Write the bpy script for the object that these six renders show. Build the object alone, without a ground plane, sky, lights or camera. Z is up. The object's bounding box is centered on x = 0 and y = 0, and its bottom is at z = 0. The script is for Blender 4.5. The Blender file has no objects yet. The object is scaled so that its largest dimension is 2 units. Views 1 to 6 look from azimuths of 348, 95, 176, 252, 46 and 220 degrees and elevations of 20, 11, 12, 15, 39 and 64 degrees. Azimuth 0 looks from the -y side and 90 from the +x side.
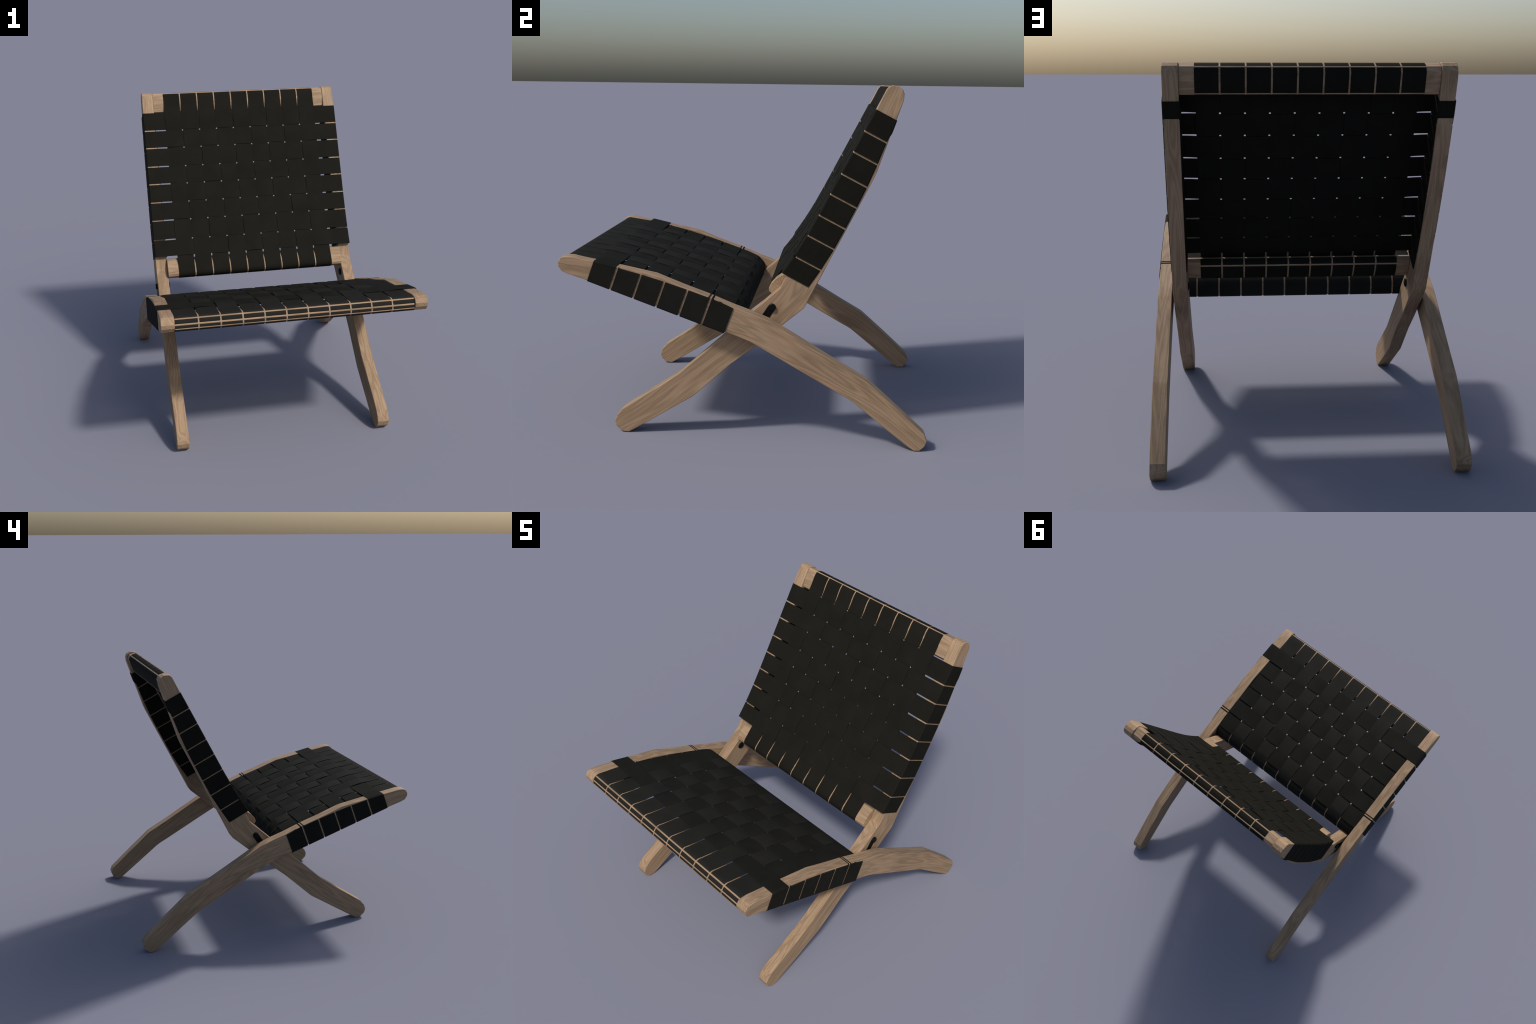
"""Low folding lounge chair: two pairs of bent oak legs crossing at a pivot,
four oak crossbars, and a seat and a back woven from flat black webbing."""
import bpy, bmesh, math
import numpy as np

rng = np.random.default_rng(7)

# ------------------------------------------------------------------ helpers
def link(name, mesh, parent, mat):
    ob = bpy.data.objects.new(name, mesh)
    bpy.context.scene.collection.objects.link(ob)
    ob.parent = parent
    if mat is not None:
        mesh.materials.append(mat)
    return ob

def finish(mesh, angle):
    for p in mesh.polygons:
        p.use_smooth = True
    mesh.set_sharp_from_angle(angle=math.radians(angle))

def prism(outline, x0, x1, bevel, segments=1):
    """Extrude a (y, z) outline along x and chamfer every edge."""
    bm = bmesh.new()
    a = [bm.verts.new((x0, y, z)) for y, z in outline]
    b = [bm.verts.new((x1, y, z)) for y, z in outline]
    n = len(outline)
    caps = [bm.faces.new(a), bm.faces.new(b[::-1])]
    for i in range(n):
        j = (i + 1) % n
        bm.faces.new((a[j], a[i], b[i], b[j]))
    bmesh.ops.recalc_face_normals(bm, faces=bm.faces)
    if bevel > 0:
        rim = {e for f in caps for e in f.edges}
        bmesh.ops.bevel(bm, geom=list(rim), offset=bevel, segments=segments,
                        profile=0.5, affect='EDGES', clamp_overlap=True)
    bmesh.ops.triangulate(bm, faces=[f for f in bm.faces if len(f.verts) > 4])
    me = bpy.data.meshes.new("part")
    bm.to_mesh(me)
    bm.free()
    finish(me, 19)
    return me

def cylinder(center, radius, x0, x1, seg=32, bevel=0.003):
    y, z = center
    pts = [(y + radius * math.cos(2 * math.pi * k / seg),
            z + radius * math.sin(2 * math.pi * k / seg)) for k in range(seg)]
    return prism(pts, x0, x1, bevel)

def stadium(c0, c1, r, seg=14):
    d = np.array(c1) - np.array(c0)
    a = math.atan2(d[1], d[0])
    pts = [(c1[0] + r * math.cos(a - math.pi / 2 + math.pi * k / seg),
            c1[1] + r * math.sin(a - math.pi / 2 + math.pi * k / seg)) for k in range(seg + 1)]
    pts += [(c0[0] + r * math.cos(a + math.pi / 2 + math.pi * k / seg),
             c0[1] + r * math.sin(a + math.pi / 2 + math.pi * k / seg)) for k in range(seg + 1)]
    return pts

def ribbon(C, N, half):
    """Closed strap of thickness 2*half around a grid of centre points C[i,j]."""
    n, m, _ = C.shape
    top = C + N * half
    bot = C - N * half
    verts = np.concatenate([top.reshape(-1, 3), bot.reshape(-1, 3)])
    o = n * m
    faces = []
    for i in range(n - 1):
        for j in range(m - 1):
            a, b, c, d = i * m + j, (i + 1) * m + j, (i + 1) * m + j + 1, i * m + j + 1
            faces.append((a, b, c, d))
            faces.append((o + d, o + c, o + b, o + a))
    for i in range(n - 1):
        a, b = i * m, (i + 1) * m
        faces.append((a, o + a, o + b, b))
        a, b = i * m + m - 1, (i + 1) * m + m - 1
        faces.append((b, o + b, o + a, a))
    for j in range(m - 1):
        a, b = j, j + 1
        faces.append((b, o + b, o + a, a))
        a, b = (n - 1) * m + j, (n - 1) * m + j + 1
        faces.append((a, o + a, o + b, b))
    me = bpy.data.meshes.new("strap")
    me.from_pydata([tuple(v) for v in verts], [], faces)
    bm = bmesh.new()
    bm.from_mesh(me)
    bmesh.ops.recalc_face_normals(bm, faces=bm.faces)
    bm.to_mesh(me)
    bm.free()
    finish(me, 40)
    return me

def grid_normals(C):
    du = np.gradient(C, axis=0)
    dv = np.gradient(C, axis=1)
    N = np.cross(du, dv)
    return N / np.linalg.norm(N, axis=2, keepdims=True)

def wave(x, centres, values):
    """Cosine blend through per-crossing levels, flattened on each crossing."""
    x = np.asarray(x, float)
    out = np.full_like(x, values[0])
    for k in range(len(centres) - 1):
        a, b = centres[k], centres[k + 1]
        t = np.clip((x - a) / (b - a), 0, 1)
        t = np.clip((t - 0.5) * 1.25 + 0.5, 0, 1)
        s = 0.5 - 0.5 * np.cos(np.pi * t)
        out = np.where(x >= a, values[k] * (1 - s) + values[k + 1] * s, out)
    return out

def ripple(u, v, seed, amp):
    """Smooth slack in the webbing."""
    r = np.random.default_rng(seed)
    out = 0
    for _ in range(4):
        fu, fv = r.uniform(6, 16, 2)
        p, q = r.uniform(0, 6.28, 2)
        out = out + np.sin(fu * u + p) * np.cos(fv * v + q)
    return amp * out / 2.0

# --------------------------------------------------------------- materials
def nd(nt, kind, **kw):
    n = nt.nodes.new(kind)
    for k, v in kw.items():
        setattr(n, k, v)
    return n

def math_node(nt, op, a, b=None, c=None):
    n = nd(nt, "ShaderNodeMath", operation=op)
    for i, v in enumerate((a, b, c)):
        if v is None:
            continue
        if hasattr(v, "is_linked"):
            nt.links.new(v, n.inputs[i])
        else:
            n.inputs[i].default_value = v
    return n.outputs[0]

def oak(name, mode, knots=(), lo=0.0, hi=1.0):
    """Oak whose fibres follow the bent centre line of the piece.
    mode 'seat': centre line z = f(y); 'back': y = g(z); 'bar': along x."""
    mat = bpy.data.materials.new(name)
    mat.use_nodes = True
    nt = mat.node_tree
    nt.nodes.clear()
    out = nd(nt, "ShaderNodeOutputMaterial")
    bsdf = nd(nt, "ShaderNodeBsdfPrincipled")
    nt.links.new(bsdf.outputs[0], out.inputs[0])
    tc = nd(nt, "ShaderNodeTexCoord")
    sep = nd(nt, "ShaderNodeSeparateXYZ")
    nt.links.new(tc.outputs["Object"], sep.inputs[0])
    X, Y, Z = sep.outputs
    if mode == 'bar':
        along, across, deep = X, math_node(nt, 'MULTIPLY', Y, 1.0), Z
    else:
        run, off = (Y, Z) if mode == 'seat' else (Z, Y)
        t = nd(nt, "ShaderNodeMapRange")
        t.inputs["From Min"].default_value = lo[0]
        t.inputs["From Max"].default_value = hi[0]
        nt.links.new(run, t.inputs["Value"])
        fc = nd(nt, "ShaderNodeFloatCurve")
        cv = fc.mapping.curves[0]
        pts = [((a - lo[0]) / (hi[0] - lo[0]), (b - lo[1]) / (hi[1] - lo[1])) for a, b in knots]
        while len(cv.points) < len(pts):
            cv.points.new(0.5, 0.5)
        for p, (a, b) in zip(cv.points, pts):
            p.location = (a, b)
            p.handle_type = 'AUTO_CLAMPED'
        fc.mapping.update()
        nt.links.new(t.outputs[0], fc.inputs["Value"])
        centre = math_node(nt, 'MULTIPLY_ADD', fc.outputs[0], hi[1] - lo[1], lo[1])
        across = math_node(nt, 'SUBTRACT', off, centre)
        along, deep = run, X
    info = nd(nt, "ShaderNodeObjectInfo")
    shift = math_node(nt, 'MULTIPLY', info.outputs["Random"], 9.0)

    def field(ka, kc, kd, detail, rough, dist=0.0):
        c = nd(nt, "ShaderNodeCombineXYZ")
        nt.links.new(math_node(nt, 'MULTIPLY_ADD', along, ka, shift), c.inputs[0])
        nt.links.new(math_node(nt, 'MULTIPLY', across, kc), c.inputs[1])
        nt.links.new(math_node(nt, 'MULTIPLY', deep, kd), c.inputs[2])
        n = nd(nt, "ShaderNodeTexNoise")
        n.inputs["Scale"].default_value = 1.0
        n.inputs["Detail"].default_value = detail
        n.inputs["Roughness"].default_value = rough
        n.inputs["Distortion"].default_value = dist
        nt.links.new(c.outputs[0], n.inputs["Vector"])
        return n.outputs["Fac"]

    broad = field(2.2, 15, 15, 2.0, 0.5, 0.6)
    # growth rings: repeated bands of a slowly warped field
    ring = math_node(nt, 'MULTIPLY', field(1.3, 12, 12, 1.5, 0.45, 0.4), 70.0)
    ring = math_node(nt, 'SINE', ring)
    ring = math_node(nt, 'MULTIPLY_ADD', ring, 0.5, 0.5)
    fibre = field(13.0, 230, 230, 4.0, 0.72)
    pore = field(16.0, 420, 420, 2.0, 0.6)
    mixv = math_node(nt, 'MULTIPLY', broad, 0.34)
    mixv = math_node(nt, 'MULTIPLY_ADD', ring, 0.17, mixv)
    mixv = math_node(nt, 'MULTIPLY_ADD', fibre, 0.50, mixv)
    mixv = math_node(nt, 'MULTIPLY_ADD', pore, 0.10, mixv)
    ramp = nd(nt, "ShaderNodeValToRGB")
    r = ramp.color_ramp
    r.elements[0].position, r.elements[0].color = 0.40, WOOD[0]
    r.elements[1].position, r.elements[1].color = 0.74, WOOD[2]
    e = r.elements.new(0.57)
    e.color = WOOD[1]
    nt.links.new(mixv, ramp.inputs[0])
    # streaks drift between a pinkish and an olive cast
    cast = nd(nt, "ShaderNodeMix", data_type='RGBA', blend_type='MIX')
    cast.inputs["A"].default_value = (1.025, 0.985, 0.985, 1)
    cast.inputs["B"].default_value = (0.98, 1.008, 0.985, 1)
    sw = nd(nt, "ShaderNodeMapRange")
    sw.inputs["From Min"].default_value = 0.38
    sw.inputs["From Max"].default_value = 0.62
    nt.links.new(field(4.0, 70, 70, 2.0, 0.5), sw.inputs["Value"])
    nt.links.new(sw.outputs[0], cast.inputs["Factor"])
    tint = nd(nt, "ShaderNodeMix", data_type='RGBA', blend_type='MULTIPLY')
    tint.inputs["Factor"].default_value = 1.0
    nt.links.new(ramp.outputs[0], tint.inputs["A"])
    nt.links.new(cast.outputs["Result"], tint.inputs["B"])
    nt.links.new(tint.outputs["Result"], bsdf.inputs["Base Color"])
    bsdf.inputs["Roughness"].default_value = 0.6
    bsdf.inputs["Specular IOR Level"].default_value = 0.18
    bump = nd(nt, "ShaderNodeBump")
    bump.inputs["Strength"].default_value = 0.12
    bump.inputs["Distance"].default_value = 0.001
    nt.links.new(fibre, bump.inputs["Height"])
    nt.links.new(bump.outputs[0], bsdf.inputs["Normal"])
    return mat

WOOD = [(0.218, 0.147, 0.089, 1), (0.302, 0.206, 0.127, 1), (0.372, 0.259, 0.165, 1)]

def webbing(name, base):
    mat = bpy.data.materials.new(name)
    mat.use_nodes = True
    nt = mat.node_tree
    bsdf = nt.nodes["Principled BSDF"]
    tc = nd(nt, "ShaderNodeTexCoord")
    n = nd(nt, "ShaderNodeTexNoise")
    n.inputs["Scale"].default_value = 260
    n.inputs["Detail"].default_value = 3
    nt.links.new(tc.outputs["Object"], n.inputs["Vector"])
    big = nd(nt, "ShaderNodeTexNoise")
    big.inputs["Scale"].default_value = 9
    nt.links.new(tc.outputs["Object"], big.inputs["Vector"])
    f = math_node(nt, 'MULTIPLY_ADD', n.outputs["Fac"], 0.5, math_node(nt, 'MULTIPLY', big.outputs["Fac"], 0.5))
    ramp = nd(nt, "ShaderNodeValToRGB")
    ramp.color_ramp.elements[0].position = 0.3
    ramp.color_ramp.elements[1].position = 0.7
    ramp.color_ramp.elements[0].color = tuple(0.82 * c for c in base) + (1,)
    ramp.color_ramp.elements[1].color = tuple(1.18 * c for c in base) + (1,)
    nt.links.new(f, ramp.inputs[0])
    nt.links.new(ramp.outputs[0], bsdf.inputs["Base Color"])
    bsdf.inputs["Roughness"].default_value = 0.75
    bsdf.inputs["Specular IOR Level"].default_value = 0.03
    bump = nd(nt, "ShaderNodeBump")
    bump.inputs["Strength"].default_value = 0.25
    bump.inputs["Distance"].default_value = 0.0008
    nt.links.new(n.outputs["Fac"], bump.inputs["Height"])
    nt.links.new(bump.outputs[0], bsdf.inputs["Normal"])
    return mat

def plain(name, col, rough, spec):
    mat = bpy.data.materials.new(name)
    mat.use_nodes = True
    nt = mat.node_tree
    b = nt.nodes["Principled BSDF"]
    tc = nd(nt, "ShaderNodeTexCoord")
    n = nd(nt, "ShaderNodeTexNoise")
    n.inputs["Scale"].default_value = 90
    nt.links.new(tc.outputs["Object"], n.inputs["Vector"])
    ramp = nd(nt, "ShaderNodeValToRGB")
    ramp.color_ramp.elements[0].color = tuple(0.8 * c for c in col) + (1,)
    ramp.color_ramp.elements[1].color = tuple(1.2 * c for c in col) + (1,)
    nt.links.new(n.outputs["Fac"], ramp.inputs[0])
    nt.links.new(ramp.outputs[0], b.inputs["Base Color"])
    b.inputs["Roughness"].default_value = rough
    b.inputs["Specular IOR Level"].default_value = spec
    return mat

# ------------------------------------------------------- profiles (y, z)
# leg that carries the seat and runs down to the rear foot
SEAT_LEG = [(-0.947, .921), (-.981, .936), (-.998, .961), (-1.0, .984), (-.985, 1.008), (-.964, 1.0155),
            (-.925, 1.015), (-.881, 1.005), (-.807, .992), (-.660, .964), (-.475, .927), (-.327, .870),
            (-.183, .819), (-.051, .766), (.049, .731), (.132, .698), (.152, .687), (.297, .599), (.516, .468),
            (.655, .388), (.672, .376), (.841, .226), (.984, .095), (.999, .055), (.986, .024), (.962, .001),
            (.930, .0), (.892, .024), (.790, .106), (.600, .260), (.575, .276), (.511, .311), (.185, .496),
            (.076, .557), (.037, .578), (-.021, .602), (-.097, .628), (-.845, .889)]
# leg that carries the back and runs down to the front foot
BACK_LEG = [(.724, 1.916), (.672, 1.813), (.274, 1.030), (.223, .924), (.190, .856), (.182, .848), (.047, .726),
            (-.178, .522), (-.362, .355), (-.378, .343), (-.688, .133), (-.718, .097), (-.731, .064), (-.723, .033),
            (-.692, .004), (-.652, .0), (-.614, .022), (-.291, .223), (-.275, .236), (-.079, .416), (.064, .530),
            (.205, .651), (.315, .744), (.325, .757), (.415, .940), (.671, 1.456), (.683, 1.484), (.810, 1.861),
            (.811, 1.894), (.801, 1.917), (.780, 1.931), (.751, 1.934), (.736, 1.929)]
SEAT_X = (0.690, 0.766)
BACK_X = (0.600, 0.674)

# crossbars: outline and which corners stay proud between the straps
FRONT_BAR = [(-.850, .990), (-.925, 1.0065), (-.950, 1.0115), (-.971, 1.0065), (-.990, .978), (-.993, .952),
             (-.977, .936), (-.930, .921), (-.868, .906), (-.852, .915), (-.845, .975)]
FRONT_RIDGE = {3, 4, 5, 7}
REAR_BAR = [(.942 * t + .3357 * n, -.3357 * t + .942 * n) for t, n in (
    (-.338, .6985), (-.302, .6955), (-.275, .684), (-.254, .670), (-.245, .655), (-.239, .627), (-.232, .613),
    (-.244, .596), (-.280, .592), (-.306, .602), (-.318, .64))]
REAR_RIDGE = set()
TOP_BAR = [(.690, 1.815), (.706, 1.872), (.722, 1.905), (.7435, 1.9315), (.7925, 1.9145), (.804, 1.886),
           (.790, 1.842), (.7715, 1.7905), (.757, 1.787), (.725, 1.790), (.702, 1.798)]
TOP_RIDGE = {3, 4, 7}
LOW_BAR = [(.124, .838), (.132, .856), (.160, .889), (.186, .908), (.204, .916), (.224, .912), (.237, .896),
           (.237, .876), (.218, .837), (.186, .800), (.164, .795), (.138, .808), (.125, .822)]
LOW_RIDGE = {7}

# ------------------------------------------------------------------ build
chair = bpy.data.objects.new("folding_chair", None)
bpy.context.scene.collection.objects.link(chair)
chair["label"] = "low folding oak lounge chair with woven black webbing"
chair["category"] = "folding chair"

seat_mid = [(-1.0, .972), (-.845, .948), (-.475, .837), (-.1, .706), (.10, .625), (.58, .350), (.65, .305), (1.0, .02)]
back_mid = [(0.0, -.72), (.20, -.42), (.30, -.31), (.80, .25), (.90, .31), (1.48, .585), (1.95, .78)]
mat_seat_leg = oak("oak_seat_leg", 'seat', seat_mid, (-1.0, 0.0), (1.0, 1.0))
mat_back_leg = oak("oak_back_leg", 'back', back_mid, (0.0, -.8), (1.95, .8))
mat_bar = oak("oak_crossbar", 'bar')
mat_cross = webbing("webbing_across", (.0132, .0129, .0106))  # seat rows: base colour darkened to paint in the dimmer squares of the sheen
mat_back = webbing("webbing_back", (.0113, .0110, .0085))
mat_long = webbing("webbing_along", (.0172, .0169, .0148))  # same webbing, lightened: sheen on the lengthwise seat straps baked into the colour
mat_metal = plain("black_metal", (.003, .003, .0035), 0.5, 0.15)

me = prism(SEAT_LEG, SEAT_X[0], SEAT_X[1], 0.0028)
link("seat_leg", me, chair, mat_seat_leg)
me = prism(SEAT_LEG, -SEAT_X[1], -SEAT_X[0], 0.0028)
link("seat_leg", me, chair, mat_seat_leg)
me = prism(BACK_LEG, BACK_X[0], BACK_X[1], 0.0028)
link("back_leg", me, chair, mat_back_leg)
me = prism(BACK_LEG, -BACK_X[1], -BACK_X[0], 0.0028)
link("back_leg", me, chair, mat_back_leg)

for nm, prof, hx in (("seat_crossbar", FRONT_BAR, .6895), ("seat_crossbar", REAR_BAR, .6895),
                     ("back_crossbar", TOP_BAR, .5995), ("back_crossbar", LOW_BAR, .5995)):
    link(nm, prism(prof, -hx, hx, 0.002, 1), chair, mat_bar)

# pivot hardware: slotted plate on the outside of each back leg, boss, inner bolt
P0, P1 = (.148, .750), (.078, .644)
for sx in (1, -1):
    def span(a, b):
        return (a, b) if sx > 0 else (-b, -a)
    x0, x1 = span(.672, .6765)
    hinge = link("hinge_plate", prism(stadium(P0, P1, .0205), x0, x1, .001, 1), chair, mat_metal)
    x0, x1 = span(.674, .6860)
    link("pivot_boss", cylinder(P0, .0195, x0, x1), hinge, mat_metal)
    x0, x1 = span(.5915, .602)
    bolt = link("bolt", cylinder((.154, .750), .024, x0, x1, 32, .004), chair, mat_metal)
    x0, x1 = span(.5895, .5935)
    link("bolt_socket", cylinder((.154, .750), .011, x0, x1, 6, .001), bolt, mat_metal)

H = 0.0020          # half strap thickness

# ---- straps that run around two bars (in the y-z plane)
def bar_loop(poly, ridge, start, stop, step):
    """Centre path hugging a bar from vertex start to vertex stop; dips below
    the surface at the ridge corners so that the wood stays visible there."""
    pts = np.array(poly)
    n = len(pts)
    c = pts.mean(0)
    idx = [start]
    while idx[-1] != stop:
        idx.append((idx[-1] + step) % n)
    def enorm(a, b):
        d = pts[b] - pts[a]
        d = d / np.linalg.norm(d)
        m = np.array([d[1], -d[0]])
        if np.dot(m, (pts[a] + pts[b]) / 2 - c) < 0:
            m = -m
        return d, m
    path = []
    for k, i in enumerate(idx):
        prev = idx[k - 1] if k else None
        nxt = idx[k + 1] if k + 1 < len(idx) else None
        e = []
        if prev is not None:
            e.append(enorm(prev, i))
        if nxt is not None:
            e.append(enorm(i, nxt))
        nm = sum(m for _, m in e)
        nm = nm / np.linalg.norm(nm)
        lift = 0.0005
        if i in ridge:
            w = 0.0082
            if prev is not None:
                path.append(pts[i] - e[0][0] * w + e[0][1] * lift)
            path.append(pts[i] - nm * 0.0052)
            if nxt is not None:
                path.append(pts[i] + e[-1][0] * w + e[-1][1] * lift)
        else:
            path.append(pts[i] + nm * lift)
    return path

def ribbon_yz(path, xa, xb, nw=9):
    path = np.array(path)
    d = np.gradient(path, axis=0)
    d = d / np.linalg.norm(d, axis=1, keepdims=True)
    xs = np.linspace(xa, xb, nw)
    C = np.zeros((len(path), nw, 3))
    C[:, :, 0] = xs[None, :]
    C[:, :, 1] = path[:, None, 0]
    C[:, :, 2] = path[:, None, 1]
    N = np.zeros_like(C)
    N[:, :, 1] = -d[:, None, 1]
    N[:, :, 2] = d[:, None, 0]
    return C, N

def soften(path, closed_pts=2):
    return path

# ================= SEAT =================
TD = np.array([.9420, -.3357])    # along the seat, front to rear
ND = np.array([.3357, .9420])     # seat normal
def seat_yz(t, n):
    return TD * t + ND * n

# webbing level (outer face) along the seat
ST = [-1.30, -1.2465, -1.2095, -1.165, -1.13, -1.0894, -.9556, -.8278, -.6956, -.5651, -.4336, -.3600, -.3035, -.27]
SN = [.6150, .6320, .6425, .6500, .6570, .6660, .6820, .6945, .7025, .7065, .7080, .7065, .7005, .697]
def seat_level(t):
    t = np.asarray(t, float)
    k = (np.interp(t - .02, ST, SN) + np.interp(t, ST, SN) + np.interp(t + .02, ST, SN)) / 3
    return k

ROW_T = [(-1.0895, -.9655)] + [(-.9645 + .0115 + .131 * k, -.9645 + .131 * (k + 1)) for k in range(4)] + [(-.429, -.3035)]
ROW_C = [(a + b) / 2 for a, b in ROW_T]
COL_P = .1238
COL_X = [(i - 5) * COL_P for i in range(11)]
COL_W = COL_P - .0095
def seat_row_over(i, j):          # i column, j row, counted from zero
    return i in (0, 10) or (i + j) % 2 == 1
SA = .0036

BOTTOM_N = .5535
def seat_row(j):
    ta, tb = ROW_T[j]
    ts = np.linspace(ta, tb, 9)
    vals = [SA if seat_row_over(i, j) else -SA for i in range(11)]
    xs = np.linspace(-.676, .676, 181)
    xo, xi, r = .766 + H + .0004, .690 - H - .0004, .005
    lift = .0045 if j == 0 else 0.0        # first strap lies over the leg, the next sink into it
    path = []                              # (x, level fraction 0 top .. 1 bottom, extra)
    left = [(-xi, .12, 0), (-xi, .5, 0), (-xi, 1 - .03, 0), (-xi - r, 1, 0), (-.728, 1, 0), (-xo + r, 1, 0), (-xo, 1 - .03, 0),
            (-xo, .5, 0), (-xo, .03, 0), (-xo + r, 0, 0), (-.745, 0, 0), (-.72, 0, 0), (-.70, 0, 0)]
    for p in left:
        path.append(p)
    for x in xs:
        path.append((x, 0, 1))
    for p in left[::-1]:
        path.append((-p[0], p[1], p[2]))
    P = np.array(path)
    C = np.zeros((len(P), len(ts), 3))
    w = wave(P[:, 0], COL_X, vals)
    fade = np.clip((.690 - np.abs(P[:, 0])) / .03, 0, 1)
    for k, t in enumerate(ts):
        top = seat_level(t) - H
        bot = BOTTOM_N - H
        rip = ripple(P[:, 0] * 1.6, t * 1.6, 100 + j, .0014)
        n = top * (1 - P[:, 1]) + bot * P[:, 1]
        blend = np.clip((np.abs(P[:, 0]) - .60) / .09, 0, 1)
        n = n + np.where(P[:, 2] > 0, (w + rip) * fade, 0) + np.where(P[:, 1] < .5, lift * blend, 0)
        # edges of the second, fifth and sixth strap just peek over the leg
        peek = {(1, 0): .0034, (4, 8): .0043, (5, 0): .0038}.get((j, k), 0.0)
        n = n + np.where((np.abs(P[:, 0]) > .688) & (P[:, 1] < .05), peek, 0)
        yz = TD[None, :] * t + ND[None, :] * n[:, None]
        C[:, k, 0] = P[:, 0]
        C[:, k, 1:] = yz
    return ribbon(C, grid_normals(C), H)

for j in range(6):
    link("seat_strap", seat_row(j), chair, mat_cross)

def seat_col(i):
    vals = [-SA if seat_row_over(i, j) else SA for j in range(6)]
    front = bar_loop(FRONT_BAR, FRONT_RIDGE, 10, 1, -1)   # from the back face, under, round the nose
    rear = bar_loop(REAR_BAR, REAR_RIDGE, 1, 10, 1)
    ts = np.arange(-1.175, -.318, .0085)
    n = seat_level(ts) - H + wave(ts, [-1.17] + ROW_C + [-.24], [0] + vals + [0])
    n = n + ripple(ts * 1.6, COL_X[i] * 3, 200 + i, .0014)
    mid = [seat_yz(t, v) for t, v in zip(ts, n)]
    path = list(front) + mid + list(rear)
    xa, xb = COL_X[i] - COL_W / 2, COL_X[i] + COL_W / 2
    C, N = ribbon_yz(path, -.6897 if i == 0 else xa, .6897 if i == 10 else xb)
    return ribbon(C, N, H)

for i in range(11):
    link("seat_strap", seat_col(i), chair, mat_long)

# ================= BACK =================
SD = np.array([.4552, .8904])     # up the back
MD = np.array([-.8904, .4552])    # out of the back, towards the sitter
BS = [.80, .87, .928, .985, 1.041, 1.10, 1.174, 1.30, 2.2]
BM = [.268, .2650, .2540, .2460, .2405, .2355, .2315, .2290, .2290]
def back_sag(x, s):
    """Slack: the weave lies a little behind the plane of the legs."""
    fx = np.clip((.60 - np.abs(x)) / .16, 0, 1)
    fs = np.clip((1.93 - s) / .16, 0, 1) * np.clip((s - 1.20) / .16, 0, 1)
    return .0075 * (fx * fx * (3 - 2 * fx)) * fs
def back_level(s):
    return (np.interp(s - .02, BS, BM) + np.interp(s, BS, BM) + np.interp(s + .02, BS, BM)) / 3
# rear face of the straps where they wrap behind the legs
RS = [.928, 1.041, 1.174, 1.298, 1.424, 1.545, 1.674, 1.795, 1.828, 1.848, 1.919]
RM = [.0878, .0750, .0659, .0665, .0686, .0728, .0834, .0965, .0985, .0955, .1055]

BROW = []
edges = [1.919, 1.795, 1.674, 1.545, 1.424, 1.298, 1.174, 1.041, .928]
for k in range(8):
    top = edges[k] - (.0045 if k else 0)
    bot = edges[k + 1] + (.0045 if k < 7 else 0)
    BROW.append((top, bot))
BROW_C = [(a + b) / 2 for a, b in BROW]
BCOL_P = .1184
BCOL_X = [(i - 4) * BCOL_P for i in range(9)]
BCOL_W = BCOL_P - .0088
def back_row_over(i, j):
    return (i + j) % 2 == 1
BA = .0028

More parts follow.
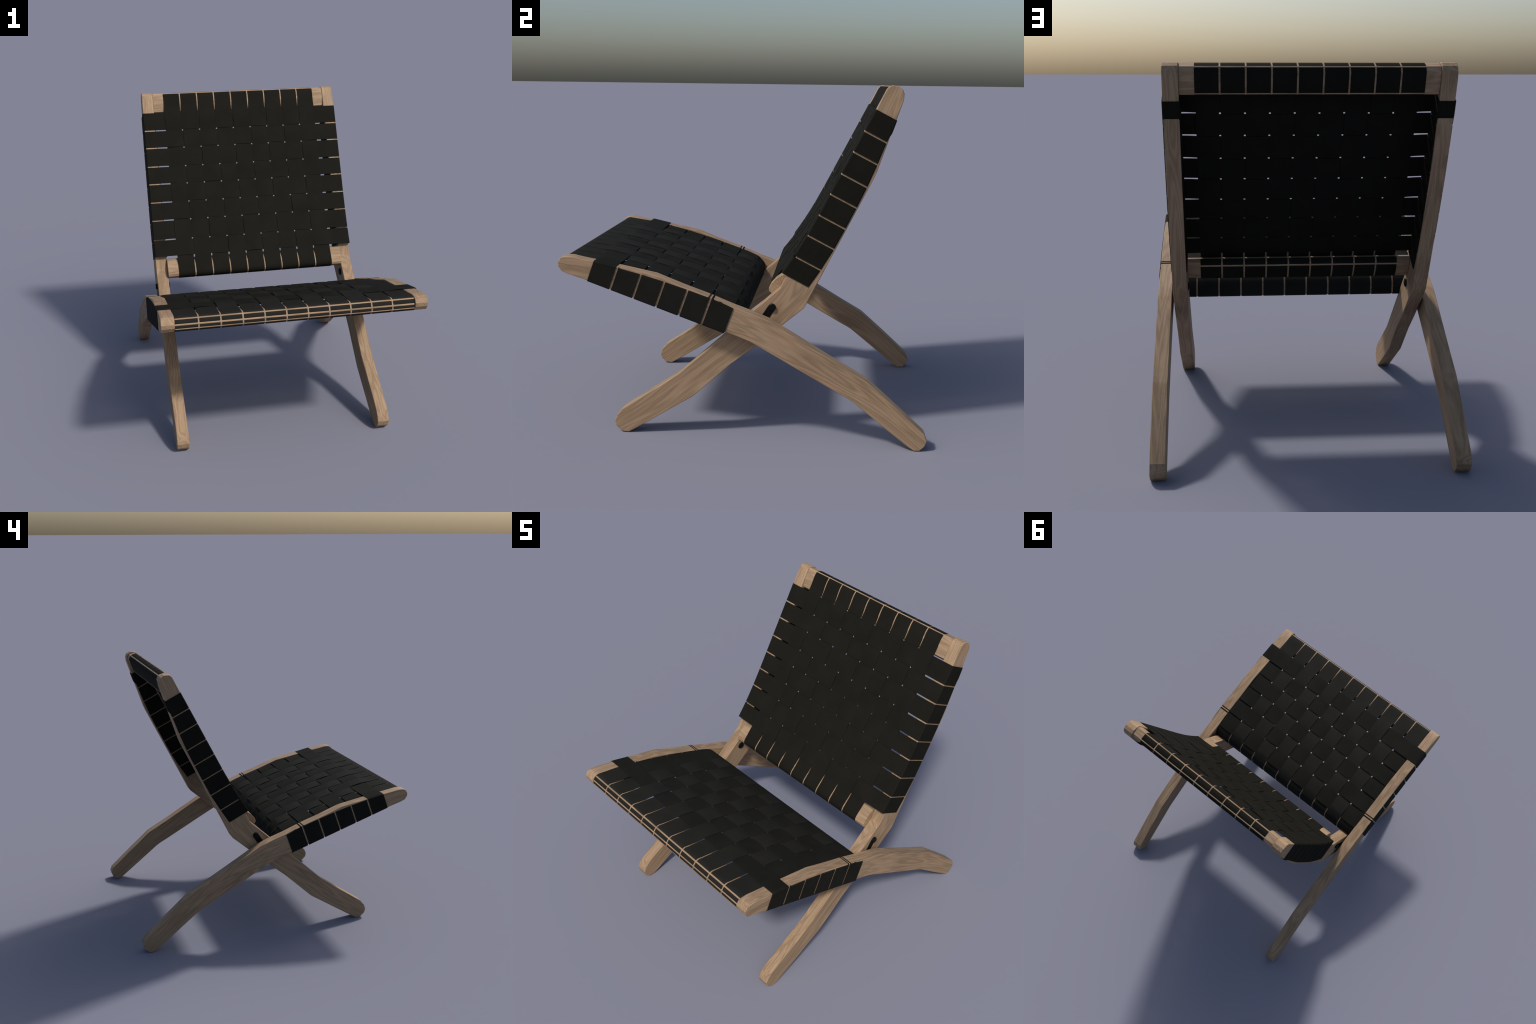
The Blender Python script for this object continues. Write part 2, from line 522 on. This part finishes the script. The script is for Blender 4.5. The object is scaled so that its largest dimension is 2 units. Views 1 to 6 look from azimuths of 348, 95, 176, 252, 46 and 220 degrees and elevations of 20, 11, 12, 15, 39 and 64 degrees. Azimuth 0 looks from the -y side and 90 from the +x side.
def back_row(j):
    sa, sb = BROW[j]
    ss = np.linspace(sb, sa, 9)
    vals = [BA if back_row_over(i, j) else -BA for i in range(9)]
    xs = np.linspace(-.590, .590, 161)
    xo, xi, r = .674 + H + .0004, .600 - H - .0004, .004
    left = [(-xi, .10, 0), (-xi, .5, 0), (-xi, .97, 0), (-xi - r, 1, 0), (-.637, 1, 0), (-xo + r, 1, 0), (-xo, .97, 0),
            (-xo, .5, 0), (-xo, .03, 0), (-xo + r, 0, 0), (-.65, 0, 0), (-.62, 0, 0), (-.605, 0, 0)]
    P = np.array(left + [(x, 0, 1) for x in xs] + [(-a, b, c) for a, b, c in left[::-1]])
    w = wave(P[:, 0], [-.60] + BCOL_X + [.60], [0] + vals + [0])
    C = np.zeros((len(P), len(ss), 3))
    for k, s in enumerate(ss):
        f = back_level(s) - H
        g = np.interp(s, RS, RM) + H
        m = f * (1 - P[:, 1]) + g * P[:, 1]
        m = m + np.where(P[:, 2] > 0, w - back_sag(P[:, 0], s) + ripple(P[:, 0] * 1.6, s * 1.6, 300 + j, .0013) * np.clip((.59 - np.abs(P[:, 0])) / .05, 0, 1), 0)
        C[:, k, 0] = P[:, 0]
        C[:, k, 1:] = SD[None, :] * s + MD[None, :] * m[:, None]
    return ribbon(C, grid_normals(C), H)

for j in range(8):
    link("back_strap", back_row(j), chair, mat_back)

def back_col(i):
    vals = [-BA if back_row_over(i, j) else BA for j in range(8)]
    top = bar_loop(TOP_BAR, TOP_RIDGE, 9, 2, -1)    # from under the bar, up its rear, over the top
    low = bar_loop(LOW_BAR, LOW_RIDGE, 1, 5, -1)     # down the front, under, up the rear
    ss = np.arange(1.965, .872, -.0085)
    m = back_level(ss) - H - back_sag(BCOL_X[i], ss)
    # lean back against the top bar
    m = m - np.clip((ss - 1.86) / .10, 0, 1) * .005
    cs = [1.97] + BROW_C + [.86]
    m = m + wave(-ss, [-c for c in cs], [0] + vals + [0])
    m = m + ripple(ss * 1.6, BCOL_X[i] * 3, 400 + i, .0013)
    mid = [SD * s + MD * v for s, v in zip(ss, m)]
    path = list(top) + mid + list(low)
    C, N = ribbon_yz(path, BCOL_X[i] - BCOL_W / 2, BCOL_X[i] + BCOL_W / 2)
    return ribbon(C, N, H)

for i in range(9):
    link("back_strap", back_col(i), chair, mat_back)
